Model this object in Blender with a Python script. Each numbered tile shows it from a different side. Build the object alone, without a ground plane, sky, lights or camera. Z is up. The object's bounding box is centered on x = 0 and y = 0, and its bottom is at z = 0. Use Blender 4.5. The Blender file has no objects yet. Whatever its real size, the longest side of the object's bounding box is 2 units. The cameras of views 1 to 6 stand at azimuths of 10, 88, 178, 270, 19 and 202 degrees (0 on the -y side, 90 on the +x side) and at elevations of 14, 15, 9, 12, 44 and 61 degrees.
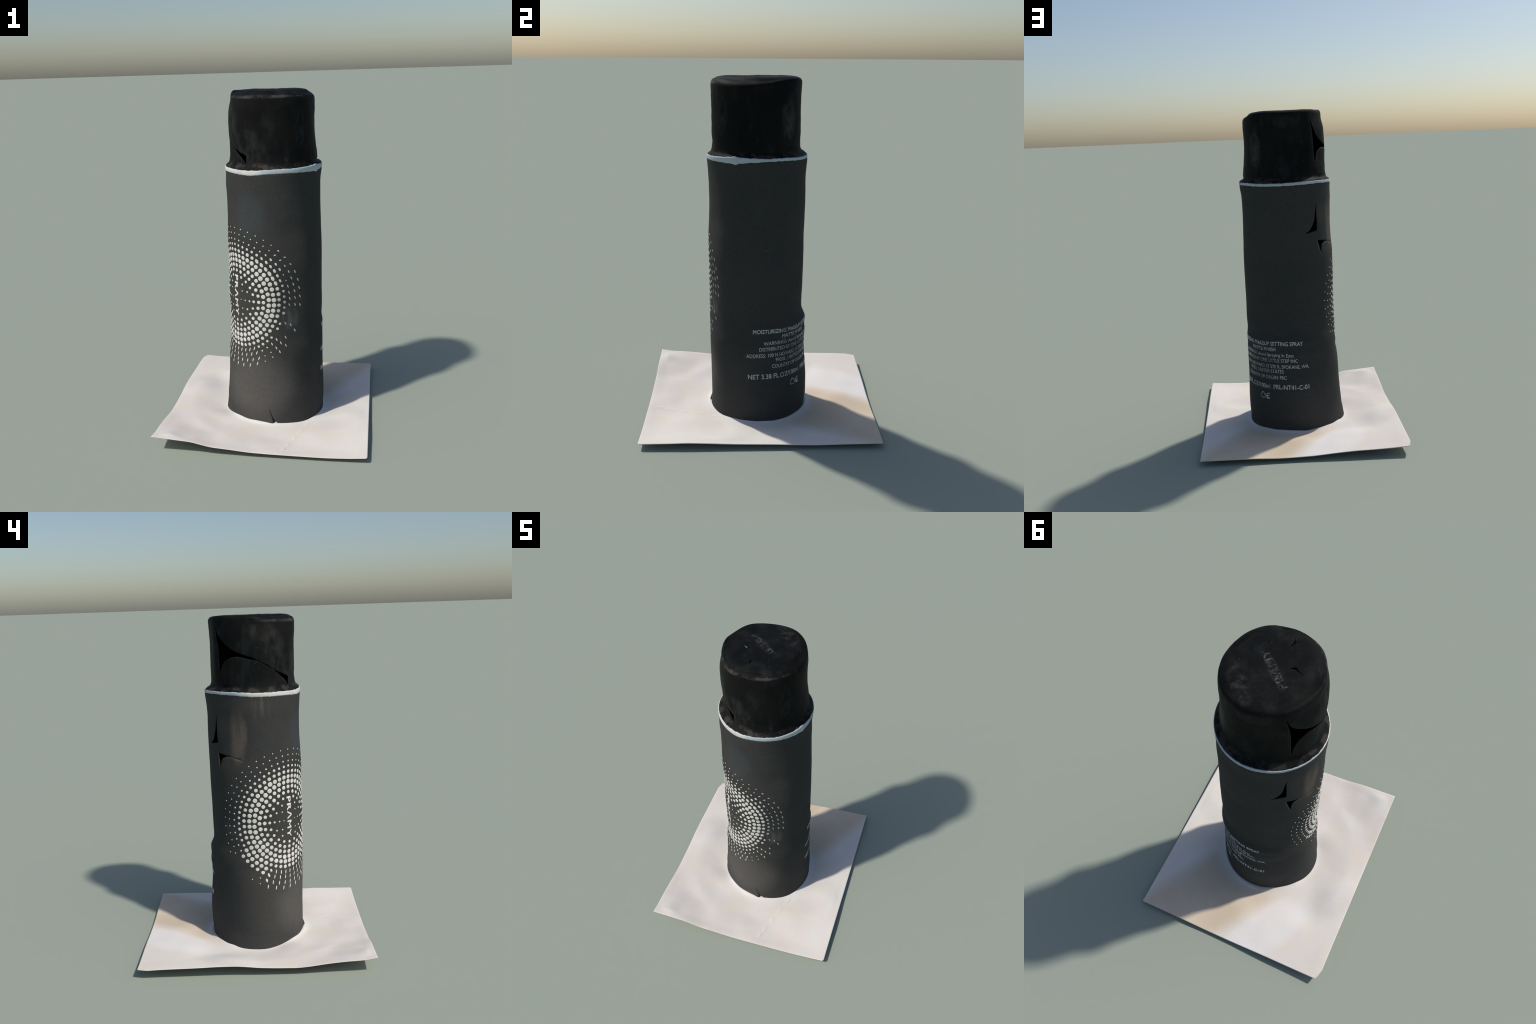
"""A dark spray bottle (matt can, black push-on cap, silver neck band, halftone
print and small lettering) standing on a curled sheet of white paper."""
import math
import random

import bmesh
import bpy
import numpy as np
from mathutils import Matrix, Vector, noise
from mathutils.geometry import delaunay_2d_cdt

random.seed(7)
RAD = math.pi / 180.0

# ----------------------------------------------------------------------------
# SHAPE OF THE BOTTLE: stacked cross-sections
# height, centre x, centre y, mean radius, oval (cos, sin), three-lobed (cos, sin)
# ----------------------------------------------------------------------------
SECTIONS = np.array([
    (0.000, 0.0195, -0.0110, 0.2985, 0.0080, 0.0015, -0.0065, 0.0010),
    (0.060, 0.0218, -0.0090, 0.2960, 0.0064, 0.0030, -0.0040, -0.0015),
    (0.110, 0.0215, -0.0100, 0.2960, 0.0058, 0.0045, -0.0020, -0.0035),
    (0.200, 0.0235, -0.0094, 0.2946, 0.0039, 0.0014, -0.0003, -0.0029),
    (0.300, 0.0231, -0.0113, 0.2907, 0.0027, 0.0022, 0.0007, -0.0004),
    (0.400, 0.0255, -0.0151, 0.2886, 0.0029, 0.0015, 0.0000, 0.0002),
    (0.460, 0.0285, -0.0160, 0.2874, 0.0012, 0.0004, -0.0001, 0.0000),
    (0.500, 0.0306, -0.0143, 0.2865, -0.0012, -0.0022, 0.0017, 0.0000),
    (0.540, 0.0294, -0.0140, 0.2858, -0.0007, 0.0002, 0.0015, 0.0023),
    (0.580, 0.0311, -0.0111, 0.2858, -0.0020, 0.0026, 0.0012, 0.0041),
    (0.640, 0.0275, -0.0198, 0.2807, 0.0012, 0.0028, 0.0022, 0.0046),
    (0.700, 0.0295, -0.0214, 0.2803, 0.0026, 0.0031, 0.0023, 0.0052),
    (0.800, 0.0302, -0.0219, 0.2808, 0.0015, 0.0066, 0.0006, 0.0044),
    (1.000, 0.0331, -0.0200, 0.2821, 0.0011, 0.0019, -0.0006, 0.0043),
    (1.100, 0.0306, -0.0208, 0.2821, 0.0013, 0.0033, 0.0016, 0.0035),
    (1.200, 0.0325, -0.0194, 0.2793, -0.0003, 0.0072, 0.0011, 0.0012),
    (1.300, 0.0361, -0.0191, 0.2782, -0.0008, 0.0052, -0.0024, -0.0002),
    (1.400, 0.0377, -0.0202, 0.2783, -0.0001, 0.0049, -0.0053, 0.0004),
    (1.460, 0.0361, -0.0211, 0.2809, -0.0003, 0.0027, -0.0043, -0.0002),
    (1.500, 0.0376, -0.0206, 0.2834, -0.0011, 0.0007, -0.0030, -0.0006),
    (1.525, 0.0388, -0.0201, 0.2858, -0.0016, -0.0006, -0.0023, -0.0007),
    (1.555, 0.0384, -0.0205, 0.2867, -0.0003, -0.0025, -0.0024, -0.0001),
    (1.568, 0.0384, -0.0219, 0.2835, 0.0010, -0.0033, -0.0028, 0.0004),
    (1.585, 0.0390, -0.0236, 0.2610, 0.0025, -0.0040, -0.0032, 0.0010),
    (1.605, 0.0404, -0.0240, 0.2555, 0.0043, -0.0048, -0.0041, 0.0017),
    (1.640, 0.0422, -0.0223, 0.2526, 0.0045, -0.0054, -0.0055, 0.0019),
    (1.680, 0.0423, -0.0234, 0.2518, 0.0023, -0.0049, -0.0078, 0.0011),
    (1.750, 0.0400, -0.0254, 0.2510, 0.0012, -0.0034, -0.0096, 0.0001),
    (1.820, 0.0381, -0.0262, 0.2510, 0.0010, -0.0018, -0.0090, -0.0007),
    (1.880, 0.0398, -0.0259, 0.2515, 0.0003, -0.0017, -0.0076, -0.0008),
    (1.950, 0.0440, -0.0245, 0.2485, -0.0047, -0.0037, -0.0060, -0.0008),
    (2.020, 0.0399, -0.0270, 0.2481, -0.0089, -0.0053, -0.0046, -0.0014),
])


def section(z):
    """Section numbers at heights z (smooth Hermite between the stacked ones)."""
    zk, v = SECTIONS[:, 0], SECTIONS[:, 1:]
    h = np.diff(zk)[:, None]
    d = np.diff(v, axis=0) / h
    m = np.zeros_like(v)
    m[0], m[-1] = d[0], d[-1]
    same = d[:-1] * d[1:] > 0
    with np.errstate(divide="ignore", invalid="ignore"):
        m[1:-1] = np.where(same, 2 * d[:-1] * d[1:] / (d[:-1] + d[1:]), 0)
    z = np.clip(z, zk[0], zk[-1])
    i = np.clip(np.searchsorted(zk, z) - 1, 0, len(zk) - 2)
    t = ((z - zk[i]) / (zk[i + 1] - zk[i]))[..., None]
    hh = h[i]
    return ((1 + 2 * t) * (1 - t) ** 2 * v[i] + t * (1 - t) ** 2 * hh * m[i]
            + t * t * (3 - 2 * t) * v[i + 1] + t * t * (t - 1) * hh * m[i + 1])


def wrap(deg):
    return (np.asarray(deg, float) + 180.0) % 360.0 - 180.0


def around(deg, knots):
    """Periodic smooth interpolation of (angle, value) knots."""
    k = sorted(knots)
    a = np.array([p[0] for p in k], float)
    v = np.array([p[1] for p in k], float)
    return np.interp(wrap(deg), a, v, period=360.0)


# the neck band does not run level: how far its middle lies from 1.555
BAND_DRIFT = [(-180, -.004), (-165, -.005), (-137, -.007), (-120, -.011), (-108, -.011), (-95, -.006),
              (-85, -.002), (-70, 0), (-37, .001), (-8, .004), (33, .006), (53, .002), (75, .001),
              (110, .005), (130, .007), (160, .004)]
BAND_HALF = [(-180, .0125), (-137, .013), (-107, .015), (-85, .0125), (-60, .0140), (-40, .0155), (-30, .018),
             (-25, .0215), (-20, .0165), (-8, .0125), (5, .010), (14, .0085), (130, .0085), (145, .009), (165, .011)]
# height of the cap's rim, which sags towards the front
RIM = [(-165, 1.970), (-145, 1.963), (-120, 1.952), (-105, 1.960), (-90, 1.969), (-79, 1.963), (-70, 1.973),
       (-50, 1.974), (-35, 1.967), (-15, 1.960), (0, 1.958), (15, 1.960), (40, 1.973), (60, 1.979), (90, 1.981),
       (110, 1.984), (130, 1.987), (150, 1.984), (170, 1.986), (180, 1.988)]


# gentle bulges (+) and hollows (-) of the wall: angle, height, half widths, depth
BULGES = [(-38, .86, 22, .46, .017), (-127, 1.84, 21, .22, .019), (127, 1.80, 14, .18, .019), (127, 1.40, 14, .13, .010), (-108, 1.96, 22, .10, .009),
          (-132, .27, 24, .20, -.005), (136, .27, 24, .22, -.011), (50, .25, 24, .20, -.003), (50, .025, 40, .05, -.009),
          (178, .03, 25, .05, .006), (148, 1.589, 11, .009, -.009), (-130, 1.589, 9, .008, -.007), (18, 1.589, 26, .008, -.008), (-88, .020, 5, .03, .009),
          (92, .64, 20, .05, -.003)]


def drift(deg, z):
    return np.interp(z, [1.3, 1.48, 1.63, 1.8], [0, 1, 1, 0]) * around(deg, BAND_DRIFT)


def lump(p, size, seed):
    return noise.noise(Vector((p[0] / size + seed, p[1] / size, p[2] / size)))


def wall(deg, z, out=0.0):
    """Point on the bottle's wall at an angle (degrees) and height, moved out."""
    deg, z = np.broadcast_arrays(np.asarray(deg, float), np.asarray(z, float))
    q = section(z - drift(deg, z))
    t = deg * RAD
    r = (q[..., 2] + q[..., 3] * np.cos(2 * t) + q[..., 4] * np.sin(2 * t)
         + q[..., 5] * np.cos(3 * t) + q[..., 6] * np.sin(3 * t) + out)
    for a0, z0, wa, wz, amp in BULGES:
        r = r + amp * np.exp(-(wrap(deg - a0) / wa) ** 2 - ((z - z0) / wz) ** 4)
    return np.stack([q[..., 0] + r * np.cos(t), q[..., 1] + r * np.sin(t), z], -1)


def frame(deg, z):
    """Position and axes (along the girth, up the wall, outward)."""
    p = wall(deg, z)
    a = wall(deg + .5, z) - wall(deg - .5, z)
    b = wall(deg, z + .004) - wall(deg, z - .004)
    a /= np.linalg.norm(a)
    n = np.cross(a, b)
    n /= np.linalg.norm(n)
    return p, a, np.cross(n, a), n


# ----------------------------------------------------------------------------
# NODE HELPERS
# ----------------------------------------------------------------------------
class Mat:
    def __init__(self, name, rough=.8, spec=.25):
        self.m = bpy.data.materials.new(name)
        self.m.use_nodes = True
        self.t = self.m.node_tree
        self.b = self.t.nodes["Principled BSDF"]
        self.b.inputs["Roughness"].default_value = rough
        self.b.inputs["Specular IOR Level"].default_value = spec
        g = self.t.nodes.new("ShaderNodeNewGeometry")
        self.pos = g.outputs["Position"]
        s = self.t.nodes.new("ShaderNodeSeparateXYZ")
        self.t.links.new(self.pos, s.inputs[0])
        self.x, self.y, self.z = s.outputs

    def put(self, sock, v):
        if isinstance(v, bpy.types.NodeSocket):
            self.t.links.new(v, sock)
        else:
            sock.default_value = v

    def math(self, op, a, b=0.0, c=0.0, clamp=False):
        n = self.t.nodes.new("ShaderNodeMath")
        n.operation, n.use_clamp = op, clamp
        for s, v in zip(n.inputs, (a, b, c)):
            self.put(s, v)
        return n.outputs[0]

    def noise(self, scale, detail=3, rough=.5, stretch=(1, 1, 1), shift=0.0):
        mp = self.t.nodes.new("ShaderNodeMapping")
        mp.inputs["Scale"].default_value = stretch
        mp.inputs["Location"].default_value = (shift, shift * .7, shift * .3)
        self.t.links.new(self.pos, mp.inputs["Vector"])
        n = self.t.nodes.new("ShaderNodeTexNoise")
        n.inputs["Scale"].default_value = scale
        n.inputs["Detail"].default_value = detail
        n.inputs["Roughness"].default_value = rough
        self.t.links.new(mp.outputs[0], n.inputs["Vector"])
        return n.outputs["Fac"]

    def step(self, v, lo, hi, a=0.0, b=1.0):
        n = self.t.nodes.new("ShaderNodeMapRange")
        n.interpolation_type = "SMOOTHSTEP"
        for s, w in zip(n.inputs, (v, lo, hi, a, b)):
            self.put(s, w)
        return n.outputs[0]

    def mix(self, f, a, b):
        n = self.t.nodes.new("ShaderNodeMix")
        n.data_type = "RGBA"
        self.put(n.inputs[0], f)
        for s, v in ((n.inputs[6], a), (n.inputs[7], b)):
            self.put(s, (*v, 1) if isinstance(v, tuple) else v)
        return n.outputs[2]

    def angle(self, centre):
        """Angle in degrees seen from the bottle's axis, 0 at the given angle."""
        dx, dy = self.math("SUBTRACT", self.x, .034), self.math("SUBTRACT", self.y, -.02)
        c, s = math.cos(centre * RAD), math.sin(centre * RAD)
        u = self.math("ADD", self.math("MULTIPLY", dx, c), self.math("MULTIPLY", dy, s))
        v = self.math("SUBTRACT", self.math("MULTIPLY", dy, c), self.math("MULTIPLY", dx, s))
        return self.math("MULTIPLY", self.math("ARCTAN2", v, u), 180 / math.pi)

    def blob(self, a0, z0, wa, wz, soft=.2, wob=.0, scale=8):
        """Soft patch on the wall around an angle and a height."""
        a = self.math("DIVIDE", self.angle(a0), wa)
        h = self.math("DIVIDE", self.math("SUBTRACT", self.z, z0), wz)
        d = self.math("ADD", self.math("MULTIPLY", a, a), self.math("MULTIPLY", h, h))
        if wob:
            d = self.math("ADD", d, self.math("MULTIPLY", self.math("SUBTRACT", self.noise(scale, 4), .5), wob))
        return self.step(d, soft, 1.0, 1.0, 0.0)

    def streak(self, a0, z0, half, width, turn):
        """Thin straight scratch on the wall, turned in its plane."""
        c, s = math.cos(turn * RAD), math.sin(turn * RAD)
        u = self.math("MULTIPLY", self.angle(a0), .285 * RAD)
        h = self.math("SUBTRACT", self.z, z0)
        p = self.math("DIVIDE", self.math("ADD", self.math("MULTIPLY", u, c), self.math("MULTIPLY", h, s)), half)
        q = self.math("DIVIDE", self.math("SUBTRACT", self.math("MULTIPLY", h, c), self.math("MULTIPLY", u, s)), width)
        return self.step(self.math("ADD", self.math("MULTIPLY", p, p), self.math("MULTIPLY", q, q)), .1, 1.0, 1.0, 0.0)

    def spot(self, x0, y0, wx, wy, turn=0.0, soft=.1, wob=0.0):
        """Soft patch seen from above."""
        c, s = math.cos(turn * RAD), math.sin(turn * RAD)
        dx, dy = self.math("SUBTRACT", self.x, x0), self.math("SUBTRACT", self.y, y0)
        u = self.math("DIVIDE", self.math("ADD", self.math("MULTIPLY", dx, c), self.math("MULTIPLY", dy, s)), wx)
        v = self.math("DIVIDE", self.math("SUBTRACT", self.math("MULTIPLY", dy, c), self.math("MULTIPLY", dx, s)), wy)
        d = self.math("ADD", self.math("MULTIPLY", u, u), self.math("MULTIPLY", v, v))
        if wob:
            d = self.math("ADD", d, self.math("MULTIPLY", self.math("SUBTRACT", self.noise(6, 3), .5), wob))
        return self.step(d, soft, 1.0, 1.0, 0.0)

    def times(self, a, b):
        return self.math("MULTIPLY", a, b)

    def bump(self, h, strength, dist):
        n = self.t.nodes.new("ShaderNodeBump")
        n.inputs["Strength"].default_value = strength
        n.inputs["Distance"].default_value = dist
        self.put(n.inputs["Height"], h)
        self.t.links.new(n.outputs[0], self.b.inputs["Normal"])

    def done(self, col):
        self.put(self.b.inputs["Base Color"], col if not isinstance(col, tuple) else (*col, 1))
        return self.m


def body_material():
    k = Mat("matt_charcoal_paint", .85, .10)
    col = k.mix(k.step(k.noise(3.0, 3), .35, .65), (.039, .042, .0405), (.047, .047, .0445))  # whole body toned down towards the shade baked on its back
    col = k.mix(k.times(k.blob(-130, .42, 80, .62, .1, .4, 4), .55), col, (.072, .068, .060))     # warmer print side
    col = k.mix(k.times(k.blob(-110, .26, 60, .26, .05, .4, 5), .8), col, (.108, .102, .094))      # light bounced off the paper, tinted into the foot
    col = k.mix(k.times(k.blob(-112, 1.30, 26, .17, .1, .6), .6), col, (.050, .058, .061))     # cool shoulder
    rub = k.times(k.blob(160, 1.31, 15, .19, .1, .8, 14), k.step(k.noise(6, 3, .5, (3, 3, .35)), .33, .60))
    col = k.mix(k.times(rub, .95), col, (.105, .086, .072))                                     # brown rub marks
    rub2 = k.times(k.blob(-172, 1.47, 14, .09, .1, .8, 14), k.step(k.noise(14, 3, .5, (3, 3, .35), 3), .4, .65))
    col = k.mix(k.times(rub2, .6), col, (.098, .082, .069))
    smear = k.times(k.blob(-65, .69, 13, .085, .05, .7, 20), k.step(k.noise(16, 3, .5, (2, 2, .5)), .3, .65))
    col = k.mix(k.times(smear, .36), col, (.17, .175, .17))
    dust = k.step(k.noise(60, 2, .5, (1, 1, .6)), .72, .80)
    col = k.mix(k.times(dust, .35), col, (.11, .12, .12))
    scratch = k.times(k.streak(11.5, 1.057, .038, .0035, 22), k.step(k.noise(40, 2), .35, .6))
    col = k.mix(k.times(scratch, .5), col, (.13, .14, .14))
    grain = k.math("MULTIPLY", k.step(k.noise(260, 1), .3, .7, .94, 1.06), k.step(k.noise(130, 2), .3, .7, .92, 1.08))
    tint = k.step(k.noise(70, 2, .5, (1, 1, 1), 4), .42, .62)
    col = k.mix(k.times(tint, .10), col, (.075, .055, .045))
    hsv = k.t.nodes.new("ShaderNodeHueSaturation")
    k.put(hsv.inputs["Value"], grain)
    k.put(hsv.inputs["Color"], col)
    k.bump(k.noise(220, 2), .12, .002)
    return k.done(hsv.outputs[0])


def cap_material():
    k = Mat("scuffed_black_plastic", .6, .06)
    col = k.mix(k.step(k.noise(5, 3), .35, .65), (.0052, .0064, .0066), (.0084, .0086, .0080))
    streak = k.step(k.noise(7, 4, .6, (1.6, 1.6, .8)), .50, .72)
    col = k.mix(k.times(streak, .6), col, (.017, .020, .021))
    brown = k.step(k.noise(6, 4, .6, (2, 2, .6), 5), .50, .68)
    col = k.mix(k.times(brown, .35), col, (.020, .018, .015))
    for a, z, wa, wz, f, c in ((43, 1.76, 13, .15, .75, (.060, .060, .058)), (-47, 1.79, 9, .13, .65, (.030, .043, .048)),
                               (-118, 1.68, 30, .12, .55, (.050, .050, .050)), (-150, 1.80, 22, .13, .5, (.050, .050, .048)),
                               (92, 1.92, 20, .05, .5, (.045, .042, .040)), (-163, 1.90, 22, .07, .45, (.052, .044, .038))):
        patch = k.times(k.blob(a, z, wa, wz, .1, .9, 12), k.step(k.noise(22, 4, .65, (1, 1, .45), a), .35, .68))
        col = k.mix(k.times(patch, f), col, tuple(.85 * q for q in c))
    # worn, paler edge round the front of the rim
    edge = k.times(k.blob(-105, 1.9615, 78, .011, .1, .9, 40), k.step(k.noise(15, 4, .6), .34, .66))
    col = k.mix(k.times(edge, .8), col, (.080, .070, .061))
    # greyish worn crescent on the top
    top = k.step(k.z, 1.972, 1.984)
    wear = k.times(k.times(top, k.spot(.13, .13, .17, .05, -48, .2, .8)), k.step(k.noise(26, 4, .6), .42, .68))
    col = k.mix(k.times(wear, .7), col, (.040, .038, .036))
    smear = k.times(k.times(top, k.spot(.031, -.010, .125, .030, -44, .1, .9)), k.step(k.noise(42, 4, .65), .36, .66))
    col = k.mix(k.times(smear, .7), col, (.062, .060, .056))
    # dust and grease caught on the shoulder above the band
    sh = k.times(k.step(k.z, 1.556, 1.566), k.step(k.z, 1.578, 1.605, 1, 0))
    col = k.mix(k.times(k.times(sh, k.step(k.noise(17, 4), .46, .60)), .6), col, (.060, .050, .044))
    spk = k.step(k.noise(75, 2, .5, (1, 1, .6)), .70, .78)
    col = k.mix(k.times(spk, .4), col, (.10, .10, .10))
    k.bump(k.noise(60, 3), .15, .003)
    return k.done(col)


def band_material():
    k = Mat("silver_band", .7, .12)
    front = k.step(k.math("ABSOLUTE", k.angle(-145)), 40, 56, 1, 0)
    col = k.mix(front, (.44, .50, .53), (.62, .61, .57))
    col = k.mix(k.step(k.noise(26, 3), .42, .7, 0, .45), col, (.36, .41, .42))
    return k.done(col)


def dot_material():
    k = Mat("cream_print", .6, .3)
    col = k.mix(k.step(k.noise(14, 2), .35, .65), (.66, .65, .58), (.72, .69, .63))
    fade = k.times(k.blob(-68, .745, 17, .15, .1, .8, 30), k.step(k.noise(34, 2), .30, .62))
    col = k.mix(k.times(fade, .8), col, (.20, .215, .21))
    side = k.step(k.math("ABSOLUTE", k.angle(-58)), 12, 24, 1, 0)
    col = k.mix(k.times(side, .6), col, (.30, .34, .33))
    return k.done(col)


def brand_material():
    k = Mat("white_print", .6, .3)
    return k.done(k.mix(k.step(k.noise(20, 2), .4, .6), (.80, .78, .73), (.74, .73, .69)))


def label_material():
    k = Mat("grey_print", .6, .3)
    worn = k.times(k.step(k.math("ABSOLUTE", k.angle(47)), 8, 30, 1, 0), k.step(k.noise(38, 2), .32, .6))
    col = k.mix(k.times(worn, .72), (.50, .51, .51), (.15, .155, .155))
    return k.done(col)


def emboss_material():
    k = Mat("rubbed_emboss", .6, .3)
    return k.done(k.mix(k.step(k.noise(48, 4, .6), .42, .66), (.008, .008, .008), (.095, .09, .085)))


def paper_material():
    k = Mat("white_paper", .9, .2)
    col = k.mix(k.step(k.noise(2.4, 3), .35, .65), (.730, .655, .572), (.772, .718, .640))
    col = k.mix(k.step(k.noise(7, 3, .5, (1, 1, 1), 2), .42, .66, 0, .5), col, (.715, .70, .655))
    col = k.mix(k.step(k.noise(9, 3, .5, (1, 1, 1), 6), .46, .66, 0, .5), col, (.745, .675, .655))
    for x, y, wx, wy, turn, f in ((-.44, -.50, .20, .10, -22, .30), (-.47, .22, .10, .16, 0, .2), (-.30, -.20, .10, .07, 30, .2),  # darkened spots: shading of slopes turned from the sun, painted in
                                  (.40, -.28, .16, .10, 20, .30), (-.05, -.53, .22, .07, 10, .25)):
        col = k.mix(k.times(k.spot(x, y, wx, wy, turn, .05, .5), f), col, (.60, .56, .52))
    # bottle's soft warm shadow from the scan, painted as a tan wedge
    glow = k.times(k.spot(-.20, .50, .17, .40, -28, .2, .2), k.step(k.y, .12, .30))
    col = k.mix(k.times(glow, .7), col, (.80, .765, .74))
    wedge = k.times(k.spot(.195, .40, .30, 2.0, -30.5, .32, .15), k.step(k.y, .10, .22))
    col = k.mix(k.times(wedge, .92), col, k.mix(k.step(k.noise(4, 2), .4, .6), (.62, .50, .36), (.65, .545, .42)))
    pale = k.times(k.spot(.025, -.01, .37, .37, 0, .64), 1.0)
    col = k.mix(k.times(pale, .4), col, (.79, .77, .74))
    grain = k.step(k.noise(300, 1), .3, .7, .965, 1.035)
    hsv = k.t.nodes.new("ShaderNodeHueSaturation")
    k.put(hsv.inputs["Value"], grain)
    k.put(hsv.inputs["Color"], col)
    k.bump(k.noise(14, 4), .12, .01)
    return k.done(hsv.outputs[0])


# ----------------------------------------------------------------------------
# MESH HELPERS
# ----------------------------------------------------------------------------
def new_object(name, verts, faces, material, parent=None, smooth=True):
    me = bpy.data.meshes.new(name)
    me.from_pydata([tuple(map(float, v)) for v in verts], [], faces)
    me.materials.append(material)
    me.validate()
    ob = bpy.data.objects.new(name, me)
    bpy.context.scene.collection.objects.link(ob)
    if parent:
        ob.parent = parent
    if smooth:
        me.polygons.foreach_set("use_smooth", [True] * len(me.polygons))
    return ob


def weld(ob, dist=2e-5, flip_check=True):
    bm = bmesh.new()
    bm.from_mesh(ob.data)
    bmesh.ops.remove_doubles(bm, verts=bm.verts, dist=dist)
    bm.to_mesh(ob.data)
    bm.free()
    ob.data.polygons.foreach_set("use_smooth", [True] * len(ob.data.polygons))


def inside(p, poly):
    x, y = p
    hit = False
    for (x0, y0), (x1, y1) in zip(poly, poly[1:] + poly[:1]):
        if (y0 > y) != (y1 > y) and x < x0 + (y - y0) * (x1 - x0) / (y1 - y0):
            hit = not hit
    return hit


def near_poly(p, poly, d):
    for (x0, y0), (x1, y1) in zip(poly, poly[1:] + poly[:1]):
        ex, ey = x1 - x0, y1 - y0
        t = max(0, min(1, ((p[0] - x0) * ex + (p[1] - y0) * ey) / (ex * ex + ey * ey + 1e-12)))
        if math.hypot(p[0] - x0 - t * ex, p[1] - y0 - t * ey) < d:
            return True
    return False


def smooth_loop(poly, n=5):
    """Finer outline of a tear: rounded along its sides, sharp at its tips."""
    out = []
    m = len(poly)
    for i in range(m):
        p0, p1, p2, p3 = (np.array(poly[(i + j) % m]) for j in (-1, 0, 1, 2))

        def corner(a, b, c):
            u, v = b - a, c - b
            return np.dot(u, v) / (np.linalg.norm(u) * np.linalg.norm(v) + 1e-9) < .45
        t1 = (p2 - p0) / 2 if not corner(p0, p1, p2) else (p2 - p1)
        t2 = (p3 - p1) / 2 if not corner(p1, p2, p3) else (p2 - p1)
        for k in range(n):
            t = k / n
            out.append(tuple((2 * t**3 - 3 * t**2 + 1) * p1 + (t**3 - 2 * t**2 + t) * t1
                             + (-2 * t**3 + 3 * t**2) * p2 + (t**3 - t**2) * t2))
    return out


def torn_sheet(points, keep_always, tears):
    """Triangulate flat points with tears cut out; returns points and faces."""
    pts, edges = list(keep_always), []
    for p in points:
        if not any(inside(p, t) or near_poly(p, t, .0035) for t in tears):
            pts.append(p)
    for t in tears:
        n = len(pts)
        pts += t
        edges += [(n + i, n + (i + 1) % len(t)) for i in range(len(t))]
    vs, _, fs, *_ = delaunay_2d_cdt([Vector(p) for p in pts], edges, [], 0, 1e-6)
    faces = []
    for f in fs:
        c = sum((vs[i] for i in f), Vector((0, 0))) / len(f)
        if not any(inside(c, t) for t in tears):
            faces.append(tuple(f))
    return [tuple(v) for v in vs], faces


COLS = 216
GIRTH = 2 * math.pi * .285          # flat width of the unrolled wall
TO_FLAT = GIRTH / 360.0


def flat_tear(knots):
    return smooth_loop([((a % 360) * TO_FLAT, z) for a, z in knots])


# tears (angle, height): a long one round the back of the cap, two below, one at the foot
CAP_TEAR = flat_tear([(127.6, 1.955), (131.8, 1.90), (136.8, 1.866), (143, 1.836), (154, 1.803), (167, 1.780), (181, 1.757),
                      (195, 1.721), (211, 1.682), (224, 1.660), (238.5, 1.636), (238, 1.585), (232, 1.613), (226, 1.633),
                      (215, 1.667), (201, 1.710), (188, 1.738), (179, 1.748), (166, 1.763), (157, 1.766), (151, 1.760),
                      (145, 1.747), (140, 1.727), (137, 1.700), (134.8, 1.648), (133.6, 1.72), (132.4, 1.792), (130.3, 1.87)])
BODY_TEAR = flat_tear([(129.5, 1.445), (126.5, 1.350), (124, 1.312), (119, 1.275), (111.5, 1.251), (120, 1.257), (130.5, 1.266),
                       (130.2, 1.33)])
BODY_TEAR_LOW = flat_tear([(130, 1.206), (138, 1.199), (149, 1.190), (168, 1.1665), (149, 1.1875), (141, 1.182), (136.5, 1.165), (134, 1.116), (132, 1.16)])
FOOT_TEAR = flat_tear([(269.8, .118), (271.3, .080), (274.6, .046), (280, .027), (274.5, .016), (272.8, .050), (270.8, .080)])


def grid_points(z0, z1, rows, lo_edge, hi_edge):
    """Interior points of the unrolled wall between two wavy lines, and its border."""
    border, inner = [], []
    for r in range(rows + 1):
        t = r / rows
        for c in range(COLS + 1):
            deg = 360.0 * c / COLS
            if r in (0, rows) or c in (0, COLS):
                border.append((deg * TO_FLAT, z0 + (z1 - z0) * t))
            else:
                inner.append(((deg + (.5 * 360 / COLS if r % 2 and c < COLS else 0) * .0) * TO_FLAT, z0 + (z1 - z0) * t))
    return border, inner


def shell(name, z0, z1, rows, lo, hi, tears, material, parent, rough_amp, extra=None):
    """A torn wall between the wavy lines lo(deg) and hi(deg), given thickness."""
    def squash(z, deg):                     # true height -> level working height
        a, b = float(lo(deg)), float(hi(deg))
        return z0 + (z - a) * (z1 - z0) / (b - a)

    flat_tears = [[(u, squash(z, u / TO_FLAT)) for u, z in t] for t in tears]
    border, inner = grid_points(z0, z1, rows, lo, hi)
    pts, faces = torn_sheet(inner, border, flat_tears)
    uv = np.array(pts)
    deg = uv[:, 0] / TO_FLAT
    a, b = lo(deg), hi(deg)
    z = a + (uv[:, 1] - z0) * (b - a) / (z1 - z0)
    p = wall(deg, z)
    out = np.array([lump(q, .09, 3.1) * rough_amp + lump(q, .035, 9.7) * rough_amp * .5 for q in p])
    p = wall(deg, z, out)
    verts, faces = [tuple(v) for v in p], [tuple(f) for f in faces]
    if extra:
        n = len(verts)
        v2, f2 = extra
        verts += v2
        faces += [tuple(i + n for i in f) for f in f2]
    ob = new_object(name, verts, faces, material, parent)
    weld(ob)
    bm = bmesh.new()
    bm.from_mesh(ob.data)
    bmesh.ops.recalc_face_normals(bm, faces=bm.faces)
    # make sure the skin faces outward
    s = sum(((f.calc_center_median() - Vector((.034, -.02, 1.0))).dot(f.normal)) * f.calc_area() for f in bm.faces)
    if s < 0:
        bmesh.ops.reverse_faces(bm, faces=bm.faces)
    bm.to_mesh(ob.data)
    bm.free()
    sol = ob.modifiers.new("thickness", "SOLIDIFY")
    sol.thickness, sol.offset, sol.use_rim = .004, -1, True
    return ob


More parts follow.
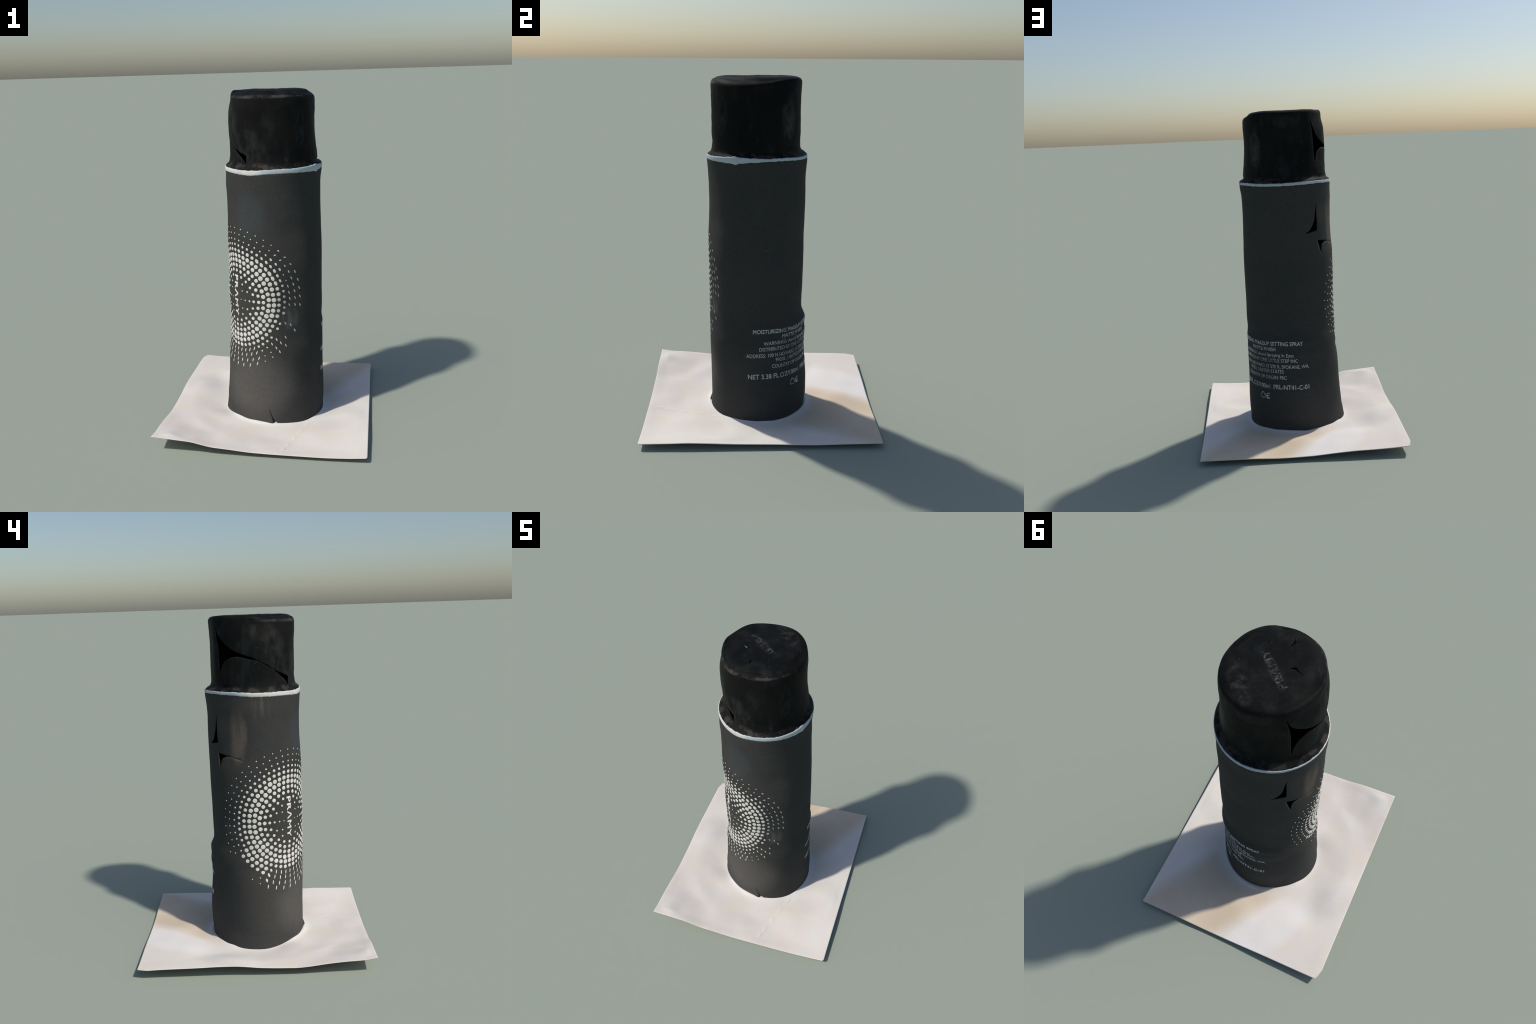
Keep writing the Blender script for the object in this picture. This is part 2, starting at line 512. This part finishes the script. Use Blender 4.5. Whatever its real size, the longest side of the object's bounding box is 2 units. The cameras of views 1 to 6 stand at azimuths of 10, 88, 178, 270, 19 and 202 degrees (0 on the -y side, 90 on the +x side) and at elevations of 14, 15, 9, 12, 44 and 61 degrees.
def band_mid(deg):
    return 1.555 + around(deg, BAND_DRIFT)


def rim(deg):
    d = np.asarray(deg, float)
    return (np.interp(wrap(d), *np.array(sorted(RIM)).T, period=360) + np.interp(wrap(d + 6), *np.array(sorted(RIM)).T, period=360)
            + np.interp(wrap(d - 6), *np.array(sorted(RIM)).T, period=360)) / 3


def fillet(deg):
    """How far the rolled edge reaches down: softest on the right-hand front."""
    return .016 + .016 * np.exp(-(wrap(np.asarray(deg, float) + 38) / 30) ** 2)


def cap_top():
    """Rolled rim and slightly uneven top of the cap, with two small tears."""
    degs = 360.0 * np.arange(COLS) / COLS
    roll = fillet(degs)
    low = rim(degs) - roll
    verts, faces = [], []
    base = wall(degs, low)
    out = np.array([lump(q, .09, 3.1) * .0022 + lump(q, .035, 9.7) * .0011 for q in base])
    base = wall(degs, low, out)
    centre = np.array([.038, -.025])
    radial = base[:, :2] - centre
    rad = np.linalg.norm(radial, axis=1, keepdims=True)
    radial /= rad
    inset = .020 + 2.0 * (roll - .016) + np.array([lump((math.cos(d * RAD), math.sin(d * RAD), 0), .45, 12.5) for d in degs]) * .009

    def height(rho, deg, rimz):
        t = 1 - np.exp(-np.clip(1 - rho, 0, 1) / .07)
        z = rimz * (1 - t) + 1.9965 * t
        dent = .014 * np.exp(-((wrap(deg + 172) / 13) ** 2) - ((rho - .86) / .14) ** 2)
        dent += .007 * np.exp(-((wrap(deg + 79) / 5) ** 2) - ((rho - 1.0) / .06) ** 2)
        return z - dent

    crest = .010 + .009 * np.exp(-(wrap(degs + 108) / 24) ** 2)
    steps = 6
    rows = []
    for s in range(steps + 1):
        f = s / steps * math.pi / 2
        r = rad[:, 0] - inset * (1 - math.cos(f))
        zz = low + (roll + crest) * math.sin(f)
        if s == steps:
            zz = height(np.ones(COLS), degs, low + roll + crest)
        xy = centre + radial * r[:, None]
        rows.append(np.c_[xy, zz])
    for row in rows:
        verts += [tuple(v) for v in row]
    for s in range(steps):
        for c in range(COLS):
            d = (c + 1) % COLS
            faces.append((s * COLS + c, s * COLS + d, (s + 1) * COLS + d, (s + 1) * COLS + c))
    # the top itself, laid out on a unit disc
    rtop = rad[:, 0] - inset
    ztop = low + roll + crest

    def unit(x, y):
        d = math.degrees(math.atan2(y - centre[1], x - centre[0]))
        r = np.interp(d % 360, np.r_[degs, 360], np.r_[rtop, rtop[0]])
        rho = math.hypot(x - centre[0], y - centre[1]) / r
        return (rho * math.cos(d * RAD), rho * math.sin(d * RAD))

    tears = [smooth_loop([unit(*p) for p in t], 3) for t in (
        [(-.108, -.032), (-.082, -.039), (-.052, -.050), (-.022, -.042), (-.051, -.060), (-.072, -.047)],
        [(.027, -.142), (.016, -.163), (.011, -.186), (.017, -.206), (.005, -.185), (.012, -.163)])]
    # direction of each border point as seen from the disc's middle
    dirs = np.arctan2(radial[:, 1], radial[:, 0])
    border = [(math.cos(a), math.sin(a)) for a in dirs]
    inner = []
    for ring in range(1, 26):
        rho = ring / 26
        n = max(8, int(COLS * rho / 1.6))
        inner += [(rho * math.cos(2 * math.pi * (i + .5 * (ring % 2)) / n), rho * math.sin(2 * math.pi * (i + .5 * (ring % 2)) / n))
                  for i in range(n)]
    pts, tf = torn_sheet(inner + [(0, 0)], border, tears)
    order = np.argsort(dirs)
    n0 = len(verts)
    for x, y in pts:
        rho = math.hypot(x, y)
        a = math.atan2(y, x)
        r = np.interp(a, dirs[order], rtop[order], period=2 * math.pi)
        zr = np.interp(a, dirs[order], ztop[order], period=2 * math.pi)
        d = np.interp(a, dirs[order], np.unwrap(degs[order] * RAD) / RAD if False else degs[order], period=2 * math.pi) if False else a / RAD
        px, py = centre[0] + rho * r * math.cos(a), centre[1] + rho * r * math.sin(a)
        if rho > .9999:
            i = int(np.argmin(np.abs(np.angle(np.exp(1j * (dirs - a))))))
            verts.append(tuple(rows[-1][i]))
            continue
        z = float(height(np.array(rho), np.array(d), np.array(zr)))
        z += (lump((px, py, 0), .12, 1.3) * .003 + lump((px, py, 0), .045, 5.3) * .0015) * min(1, (1 - rho) * 6)
        verts.append((px, py, min(z, 2.0)))
    faces += [tuple(i + n0 for i in f) for f in tf]
    return verts, faces


def neck_band(material, parent):
    n = 288
    degs = 360.0 * np.arange(n) / n
    mid, half = band_mid(degs), around(degs, BAND_HALF)
    jag = np.array([lump((math.cos(d * RAD) * 3, math.sin(d * RAD) * 3, 0), .16, 4.4) for d in degs]) * .0032
    jag2 = np.array([lump((math.cos(d * RAD) * 3, math.sin(d * RAD) * 3, 5), .16, 8.4) for d in degs]) * .0026
    drop = around(degs, [(-40, 0), (-31, .002), (-25, .008), (-19, .001), (-14, 0), (180, 0)])
    lo, hi = mid - half + jag - drop * .5, mid + half * .92 + jag2
    rows = [(lo, -.004), (lo + .0004, .0008), (lo + (hi - lo) * .2, .0018), (lo + (hi - lo) * .5, .0021),
            (lo + (hi - lo) * .8, .0019), (hi - .0004, .0012), (hi + .0006, -.006)]
    verts, faces = [], []
    for z, o in rows:
        # follow the can's wall, but do not lean in with the shoulder
        p = wall(degs, np.minimum(z, mid + .006), o)
        p[:, 2] = z
        verts += [tuple(v) for v in p]
    m = len(rows)
    for r in range(m):
        for c in range(n):
            d, s = (c + 1) % n, (r + 1) % m
            faces.append((r * n + c, r * n + d, s * n + d, s * n + c))
    return new_object("neck_band", verts, faces, material, parent)


# ----------------------------------------------------------------------------
# PRINT
# ----------------------------------------------------------------------------
PRINT_ANGLE, PRINT_HEIGHT, PRINT_RADIUS = -136.0, .790, .284
# halftone rings: distance from the middle, number of dots, dot radius
RINGS = [(.044, 4, .0034), (.076, 8, .0046), (.107, 12, .0060), (.1385, 20, .0082), (.169, 28, .0104), (.200, 36, .0118),
         (.231, 42, .0133), (.261, 50, .0128), (.293, 54, .0106), (.325, 60, .0078), (.356, 58, .0050), (.391, 58, .0037),
         (.423, 50, .0034)]


def dot_mesh(material):
    """A low lens, 1 unit in radius, its rim sunk below the surface."""
    seg, verts, faces = 20, [], []
    levels = [(1.0, -.9), (1.0, .035), (.86, .055)]
    for r, h in levels:
        verts += [(r * math.cos(2 * math.pi * i / seg), r * math.sin(2 * math.pi * i / seg), h) for i in range(seg)]
    for k in range(len(levels) - 1):
        for i in range(seg):
            j = (i + 1) % seg
            faces.append((k * seg + i, k * seg + j, (k + 1) * seg + j, (k + 1) * seg + i))
    n = len(verts)
    verts.append((0, 0, .06))
    faces += [(2 * seg + i, 2 * seg + (i + 1) % seg, n) for i in range(seg)]
    me = bpy.data.meshes.new("print_dot")
    me.from_pydata(verts, [], faces)
    me.polygons.foreach_set("use_smooth", [True] * len(me.polygons))
    me.materials.append(material)
    return me


def halftone(material, parent):
    lens = dot_mesh(material)
    rnd = random.Random(11)
    dots = []
    for ring, (r, n, size) in enumerate(RINGS):
        for i in range(n):
            a = 90 + 360.0 * i / n
            rr = r * (1 + .012 * math.sin(a * RAD - .6)) + rnd.gauss(0, .0007)
            s, h = rr * math.cos(a * RAD), rr * math.sin(a * RAD)
            if abs(s) < .026 and -.125 < h < .152:          # room for the brand word
                continue
            ad = wrap(a)
            w = size * (1 + rnd.gauss(0, .05))
            hgt, tilt, sink = w, 0.0, 0.0
            # bad scan patches: slivers at the lower right, fat dots at the lower left
            if -112 < ad < -62 and ring >= 9:
                w, hgt, tilt = .0033, .0125, -10 - (ad + 112) * .20
            elif -62 <= ad < 50 and ring >= 10 and not (-75 < ad < -48):
                w, hgt, tilt = .0036, .0100, 22
                if ad > 28:
                    w, hgt, tilt = .0068, .0038, -25 + rnd.gauss(0, 25)
            elif -152 < ad < -118 and ring in (8, 9, 10):
                w = hgt = (.0128, .0124, .0110)[ring - 8]
            elif -152 < ad < -126 and ring >= 11:
                continue
            elif -118 <= ad < -112 and ring >= 9:
                w, hgt, tilt = .0065, .0120, 14
            if -40 < ad < -8 and ring >= 9 and rnd.random() < .55:    # smeared away
                continue
            if 20 < ad < 58 and ring in (8, 9, 10):
                w, hgt, tilt = w * .9, w * 1.35, 28
            dots.append((w * hgt, s, h, w, hgt, tilt))
    dots.sort(reverse=True)
    rest_v, rest_f = [], []
    for k, (_, s, h, w, hgt, tilt) in enumerate(dots):
        deg = PRINT_ANGLE + s / PRINT_RADIUS / RAD
        p, ax, up, n = frame(deg, PRINT_HEIGHT + h)
        c, sn = math.cos(tilt * RAD), math.sin(tilt * RAD)
        e1, e2 = (ax * c + up * sn) * w, (up * c - ax * sn) * hgt
        m = Matrix((e1, e2, n * .012)).transposed().to_4x4()
        m.translation = Vector(p)
        if k < 300:
            ob = bpy.data.objects.new("print_dot", lens)
            bpy.context.scene.collection.objects.link(ob)
            ob.parent = parent
            ob.matrix_world = m
        else:
            b = len(rest_v)
            rest_v += [tuple(m @ v.co) for v in lens.vertices]
            rest_f += [tuple(i + b for i in q.vertices) for q in lens.polygons]
    ob = new_object("fine_dots", rest_v, rest_f, material, parent)
    ob["kind"] = "stuff"


def letters(text, weight=0.0, spacing=1.0):
    """Flat letters as points and faces with unit height and true width."""
    cu = bpy.data.curves.new("letters", "FONT")
    cu.body, cu.size, cu.extrude, cu.space_character = text, 1.0, .5, spacing
    cu.resolution_u = 3
    ob = bpy.data.objects.new("letters", cu)
    bpy.context.scene.collection.objects.link(ob)
    dg = bpy.context.evaluated_depsgraph_get()
    me = ob.evaluated_get(dg).to_mesh()
    v = np.array([tuple(q.co) for q in me.vertices])
    f = [tuple(q.vertices) for q in me.polygons]
    ob.evaluated_get(dg).to_mesh_clear()
    bpy.data.objects.remove(ob)
    bpy.data.curves.remove(cu)
    if weight:                      # bolder strokes: shifted copies, each a hair higher
        many, faces = [], []
        for k, (dx, dy) in enumerate(((-1, 0), (1, 0), (0, 1), (0, -1))):
            w = v + np.array([dx * weight, dy * weight, 0])
            w[:, 2] += np.where(w[:, 2] > 0, k * .1, -k * .1)
            faces += [tuple(i + len(v) * k for i in q) for q in f]
            many.append(w)
        v, f = np.concatenate(many), faces
    return v, f


def wall_text(name, text, a0, a1, z0, height, material, parent, weight=0.0, cap=.73, spacing=1.0, wobble=0.0):
    """Lettering running round the wall from angle a0 to a1 on the line z0."""
    v, f = letters(text, weight, spacing)
    x = (v[:, 0] - v[:, 0].min()) / np.ptp(v[:, 0])
    deg, z = a0 + (a1 - a0) * x, z0 + v[:, 1] / cap * height
    if wobble:
        z = z + wobble * np.sin(deg * .11) + wobble * .5 * np.sin(deg * .37 + 1)
    p = wall(deg, z, np.where(v[:, 2] > 0, .0010 + (v[:, 2] - .5) * .0015, -.002))
    return new_object(name, p, f, material, parent, False)


def brand_word(material, parent):
    """The brand word, standing on its side and reading downwards."""
    v, f = letters("PR\u039bMY", .022, 1.12)
    x = (v[:, 0] - v[:, 0].min()) / np.ptp(v[:, 0])
    y = (v[:, 1] - v[:, 1].min()) / np.ptp(v[:, 1])
    deg, z = -139.6 + 7.0 * y, .932 - .250 * x
    p = wall(deg, z, np.where(v[:, 2] > 0, .0011 + (v[:, 2] - .5) * .0015, -.002))
    return new_object("brand_word", p, f, material, parent, False)


def label(material, parent):
    lines = [("MOISTURIZING MAKEUP SETTING SPRAY", -6.4, 101.3, .565, .0255, .016),
             ("MATTE FINISH", 29.1, 66.1, .528, .0245, .016),
             ("WARNINGS: Avoid Spraying In Eyes", 6.5, 89.2, .492, .0235, 0),
             ("DISTRIBUTED BY ONE LITTLE STEP INC", 1.7, 93.7, .457, .0235, 0),
             ("ADDRESS: 100 N HOWARD ST STE R, SPOKANE, WA,", -13.1, 107.5, .418, .0235, 0),
             ("99201, UNITED STATES", 20.9, 74.8, .387, .0235, 0),
             ("COUNTRY OF ORIGIN: PRC", 16.1, 78.2, .348, .0235, 0),
             ("NET 3.38 FL.OZ/100ml  PRL-NT41-C-01", -12.0, 105.9, .285, .030, .012)]
    for text, a0, a1, z, h, wt in lines:
        wall_text("label_line", text, a0, a1, z, h, material, parent, wt, wobble=.0012)
    # recycling triangle and a small open box mark below the lines
    verts, faces = [], []

    def stroke(pts, w):
        for (x0, y0), (x1, y1) in zip(pts, pts[1:]):
            d = np.array([x1 - x0, y1 - y0])
            n = np.array([-d[1], d[0]]) / np.linalg.norm(d) * w
            q = [np.array([x0, y0]) + n, np.array([x0, y0]) - n, np.array([x1, y1]) - n, np.array([x1, y1]) + n]
            b = len(verts)
            for o in (.0011, -.002):
                for c in q:
                    verts.append(tuple(wall(40.0 + c[0] / .286 / RAD, .216 + c[1], o)))
            faces.extend([(b, b + 1, b + 2, b + 3), (b, b + 4, b + 5, b + 1), (b + 1, b + 5, b + 6, b + 2),
                          (b + 2, b + 6, b + 7, b + 3), (b + 3, b + 7, b + 4, b)])
    for k in range(3):
        a = 90 + 120 * k
        c = lambda t, r=.021: (.020 + r * math.cos(t * RAD), .018 + r * math.sin(t * RAD))
        stroke([c(a - 16, .020), c(a + 18, .020), c(a + 88, .018)], .0028)
    stroke([(.072, .034), (.052, .034), (.048, .008), (.070, .008)], .003)
    stroke([(.050, .020), (.066, .020)], .0025)
    stroke([(.050, .004), (.072, .004)], .004)
    new_object("recycling_mark", verts, faces, material, parent, False)


def cap_lettering(material, parent):
    v, f = letters("PR\u039bMY", .01, 1.05)
    x = (v[:, 0] - v[:, 0].min()) / np.ptp(v[:, 0])
    y = (v[:, 1] - v[:, 1].min()) / np.ptp(v[:, 1])
    a, b = np.array([-.050, .068]), np.array([.112, -.088])
    d = (b - a) / np.linalg.norm(b - a)
    up = np.array([-d[1], d[0]])
    xy = a + (b - a) * x[:, None] + up * ((y - .5) * .042)[:, None]
    cap = bpy.data.objects["cap"]
    bm = bmesh.new()
    bm.from_mesh(cap.data)
    from mathutils.bvhtree import BVHTree
    tree = BVHTree.FromBMesh(bm)
    verts = []
    for (px, py), q in zip(xy, v):
        hit = tree.ray_cast(Vector((px, py, 2.2)), Vector((0, 0, -1)))[0]
        z = hit.z if hit and hit.z > 1.9 else 1.99
        verts.append((px, py, z + (.0011 + (q[2] - .5) * .0015 if q[2] > 0 else -.003)))
    bm.free()
    return new_object("cap_lettering", verts, f, material, cap, False)


# ----------------------------------------------------------------------------
# PAPER
# ----------------------------------------------------------------------------
HX, HY = .6105, .680
EDGE_FRONT = [(-.61, .097), (-.51, .088), (-.44, .082), (-.38, .077), (-.325, .064), (-.266, .051), (-.16, .042), (-.10, .036),
              (-.045, .031), (.06, .027), (.32, .023), (.40, .023), (.51, .027), (.61, .034)]
EDGE_BACK = [(-.61, .056), (-.51, .050), (-.40, .046), (-.29, .044), (-.18, .038), (-.04, .027), (.07, .024), (.165, .023),
             (.29, .029), (.54, .031), (.61, .031)]
EDGE_LEFT = [(-.68, .097), (-.61, .084), (-.51, .079), (-.43, .072), (-.38, .066), (-.30, .055), (-.23, .049), (-.11, .051), (-.01, .056),
             (.07, .065), (.12, .069), (.23, .069), (.35, .065), (.54, .062), (.68, .056)]
EDGE_RIGHT = [(-.68, .034), (-.51, .036), (-.41, .039), (-.29, .036), (-.16, .031), (.08, .028), (.30, .023), (.45, .027), (.68, .031)]


# rises and hollows of the sheet: x, y, radius, height
COCKLES = [(-.40, -.455, .11, -.018), (-.39, .29, .10, -.018), (-.31, -.22, .09, .015), (.455, -.15, .12, .013), (.03, .47, .12, .012),
           (-.52, -.62, .06, .012), (.19, -.50, .12, -.009), (.23, -.25, .08, -.007)]


def curve(knots, x):
    k = np.array(knots)
    s = np.linspace(-.02, .02, 5)
    return np.mean([np.interp(x + d, k[:, 0], k[:, 1]) for d in s], axis=0)


def paper(material):
    nx, ny = 230, 256
    xs, ys = np.linspace(-HX, HX, nx), np.linspace(-HY, HY, ny)
    x, y = np.meshgrid(xs, ys)
    u, v = (x + HX) / (2 * HX), (y + HY) / (2 * HY)
    f, b, l, r = curve(EDGE_FRONT, x), curve(EDGE_BACK, x), curve(EDGE_LEFT, y), curve(EDGE_RIGHT, y)
    corner = lambda q, t: float(curve(q, np.array(t)))
    cc = ((1 - u) * (1 - v) * corner(EDGE_FRONT, -HX) + u * (1 - v) * corner(EDGE_FRONT, HX)
          + (1 - u) * v * corner(EDGE_BACK, -HX) + u * v * corner(EDGE_BACK, HX))
    z = (1 - v) * f + v * b + (1 - u) * l + u * r - cc
    # the bottle presses the sheet down
    d = np.hypot(x - .022, y + .008) - .30
    m = 1 - np.clip(d / .26, 0, 1)
    m = m * m * (3 - 2 * m)
    ang = np.degrees(np.arctan2(y + .008, x - .022))
    seat = .009 + .011 * np.exp(-(wrap(ang + 115) / 35) ** 2) + .010 * np.exp(-(wrap(ang + 60) / 30) ** 2) + .006 * np.exp(-(wrap(ang - 60) / 25) ** 2)
    z = z * (1 - m) + seat * m
    # wandering crease at the front and faint cockling
    for i in range(ny):
        for j in range(nx):
            px, py = x[i, j], y[i, j]
            e = min(1, (HX - abs(px)) / .05, (HY - abs(py)) / .05)
            q = lump((px, py, 0), .16, 2.2) * .0035
            if py < -.22 and px > 0:
                line = .125 + (py + .66) * .30 + .010 * lump((py, 0, 0), .05, 6.1)
                g = (px - line) / .009
                q += .0030 * math.exp(-g * g) * (.55 + .9 * lump((py, 1, 0), .035, 3.3)) * min(1, (-.22 - py) / .05)
            for bx, by, bw, bh in COCKLES:
                q += bh * math.exp(-((px - bx) ** 2 + (py - by) ** 2) / bw ** 2)
            e = max(e, 0)
            q += .009 * math.exp(-max(d[i, j], 0) / .012) * (.8 + .7 * lump((px, py, 3), .09, 1.7))
            z[i, j] += q * e
    z = np.maximum(z, .0035)
    # two corners are clipped
    def clip(px, py, c, n, far):
        s = (x - c[0]) * n[0] + (y - c[1]) * n[1]
        sel = s > 0
        x[sel] -= s[sel] * n[0]
        y[sel] -= s[sel] * n[1]
    n = np.array([-.064, .021]) / math.hypot(.064, .021)
    clip(x, y, (-.611, .618), n, .06)
    n = np.array([.8, -.6])
    clip(x, y, (.611, -.668), n, .02)
    verts = np.stack([x, y, z], -1).reshape(-1, 3)
    faces = [(i * nx + j, i * nx + j + 1, (i + 1) * nx + j + 1, (i + 1) * nx + j) for i in range(ny - 1) for j in range(nx - 1)]
    ob = new_object("paper_sheet", verts, faces, material)
    sol = ob.modifiers.new("thickness", "SOLIDIFY")
    sol.thickness, sol.offset = .003, -1
    return ob


# ----------------------------------------------------------------------------
# ASSEMBLY
# ----------------------------------------------------------------------------
bottle = bpy.data.objects.new("spray_bottle", None)
bpy.context.scene.collection.objects.link(bottle)
bottle["label"] = "tall matt charcoal spray bottle with black cap and white dot print"
bottle["category"] = "spray bottle"

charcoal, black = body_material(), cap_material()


def floor_disc():
    degs = 360.0 * np.arange(COLS) / COLS
    p = wall(degs, 0.0)
    out = np.array([lump(q, .09, 3.1) * .0008 + lump(q, .035, 9.7) * .0004 for q in p])
    p = wall(degs, 0.0, out)
    return [tuple(v) for v in p] + [(.02, -.01, .0)], [(c, (c + 1) % COLS, COLS) for c in range(COLS)]


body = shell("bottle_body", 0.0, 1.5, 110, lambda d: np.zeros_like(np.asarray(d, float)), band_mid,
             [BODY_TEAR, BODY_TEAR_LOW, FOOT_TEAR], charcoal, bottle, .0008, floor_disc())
cap = shell("cap", 1.5, 2.0, 44, band_mid, lambda d: rim(d) - fillet(d), [CAP_TEAR], black, bottle, .0022, cap_top())
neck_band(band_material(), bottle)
halftone(dot_material(), body)
brand_word(brand_material(), body)
label(label_material(), body)
cap_lettering(emboss_material(), cap)

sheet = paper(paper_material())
sheet["label"] = "slightly curled white paper sheet under the bottle"
sheet["category"] = "paper"
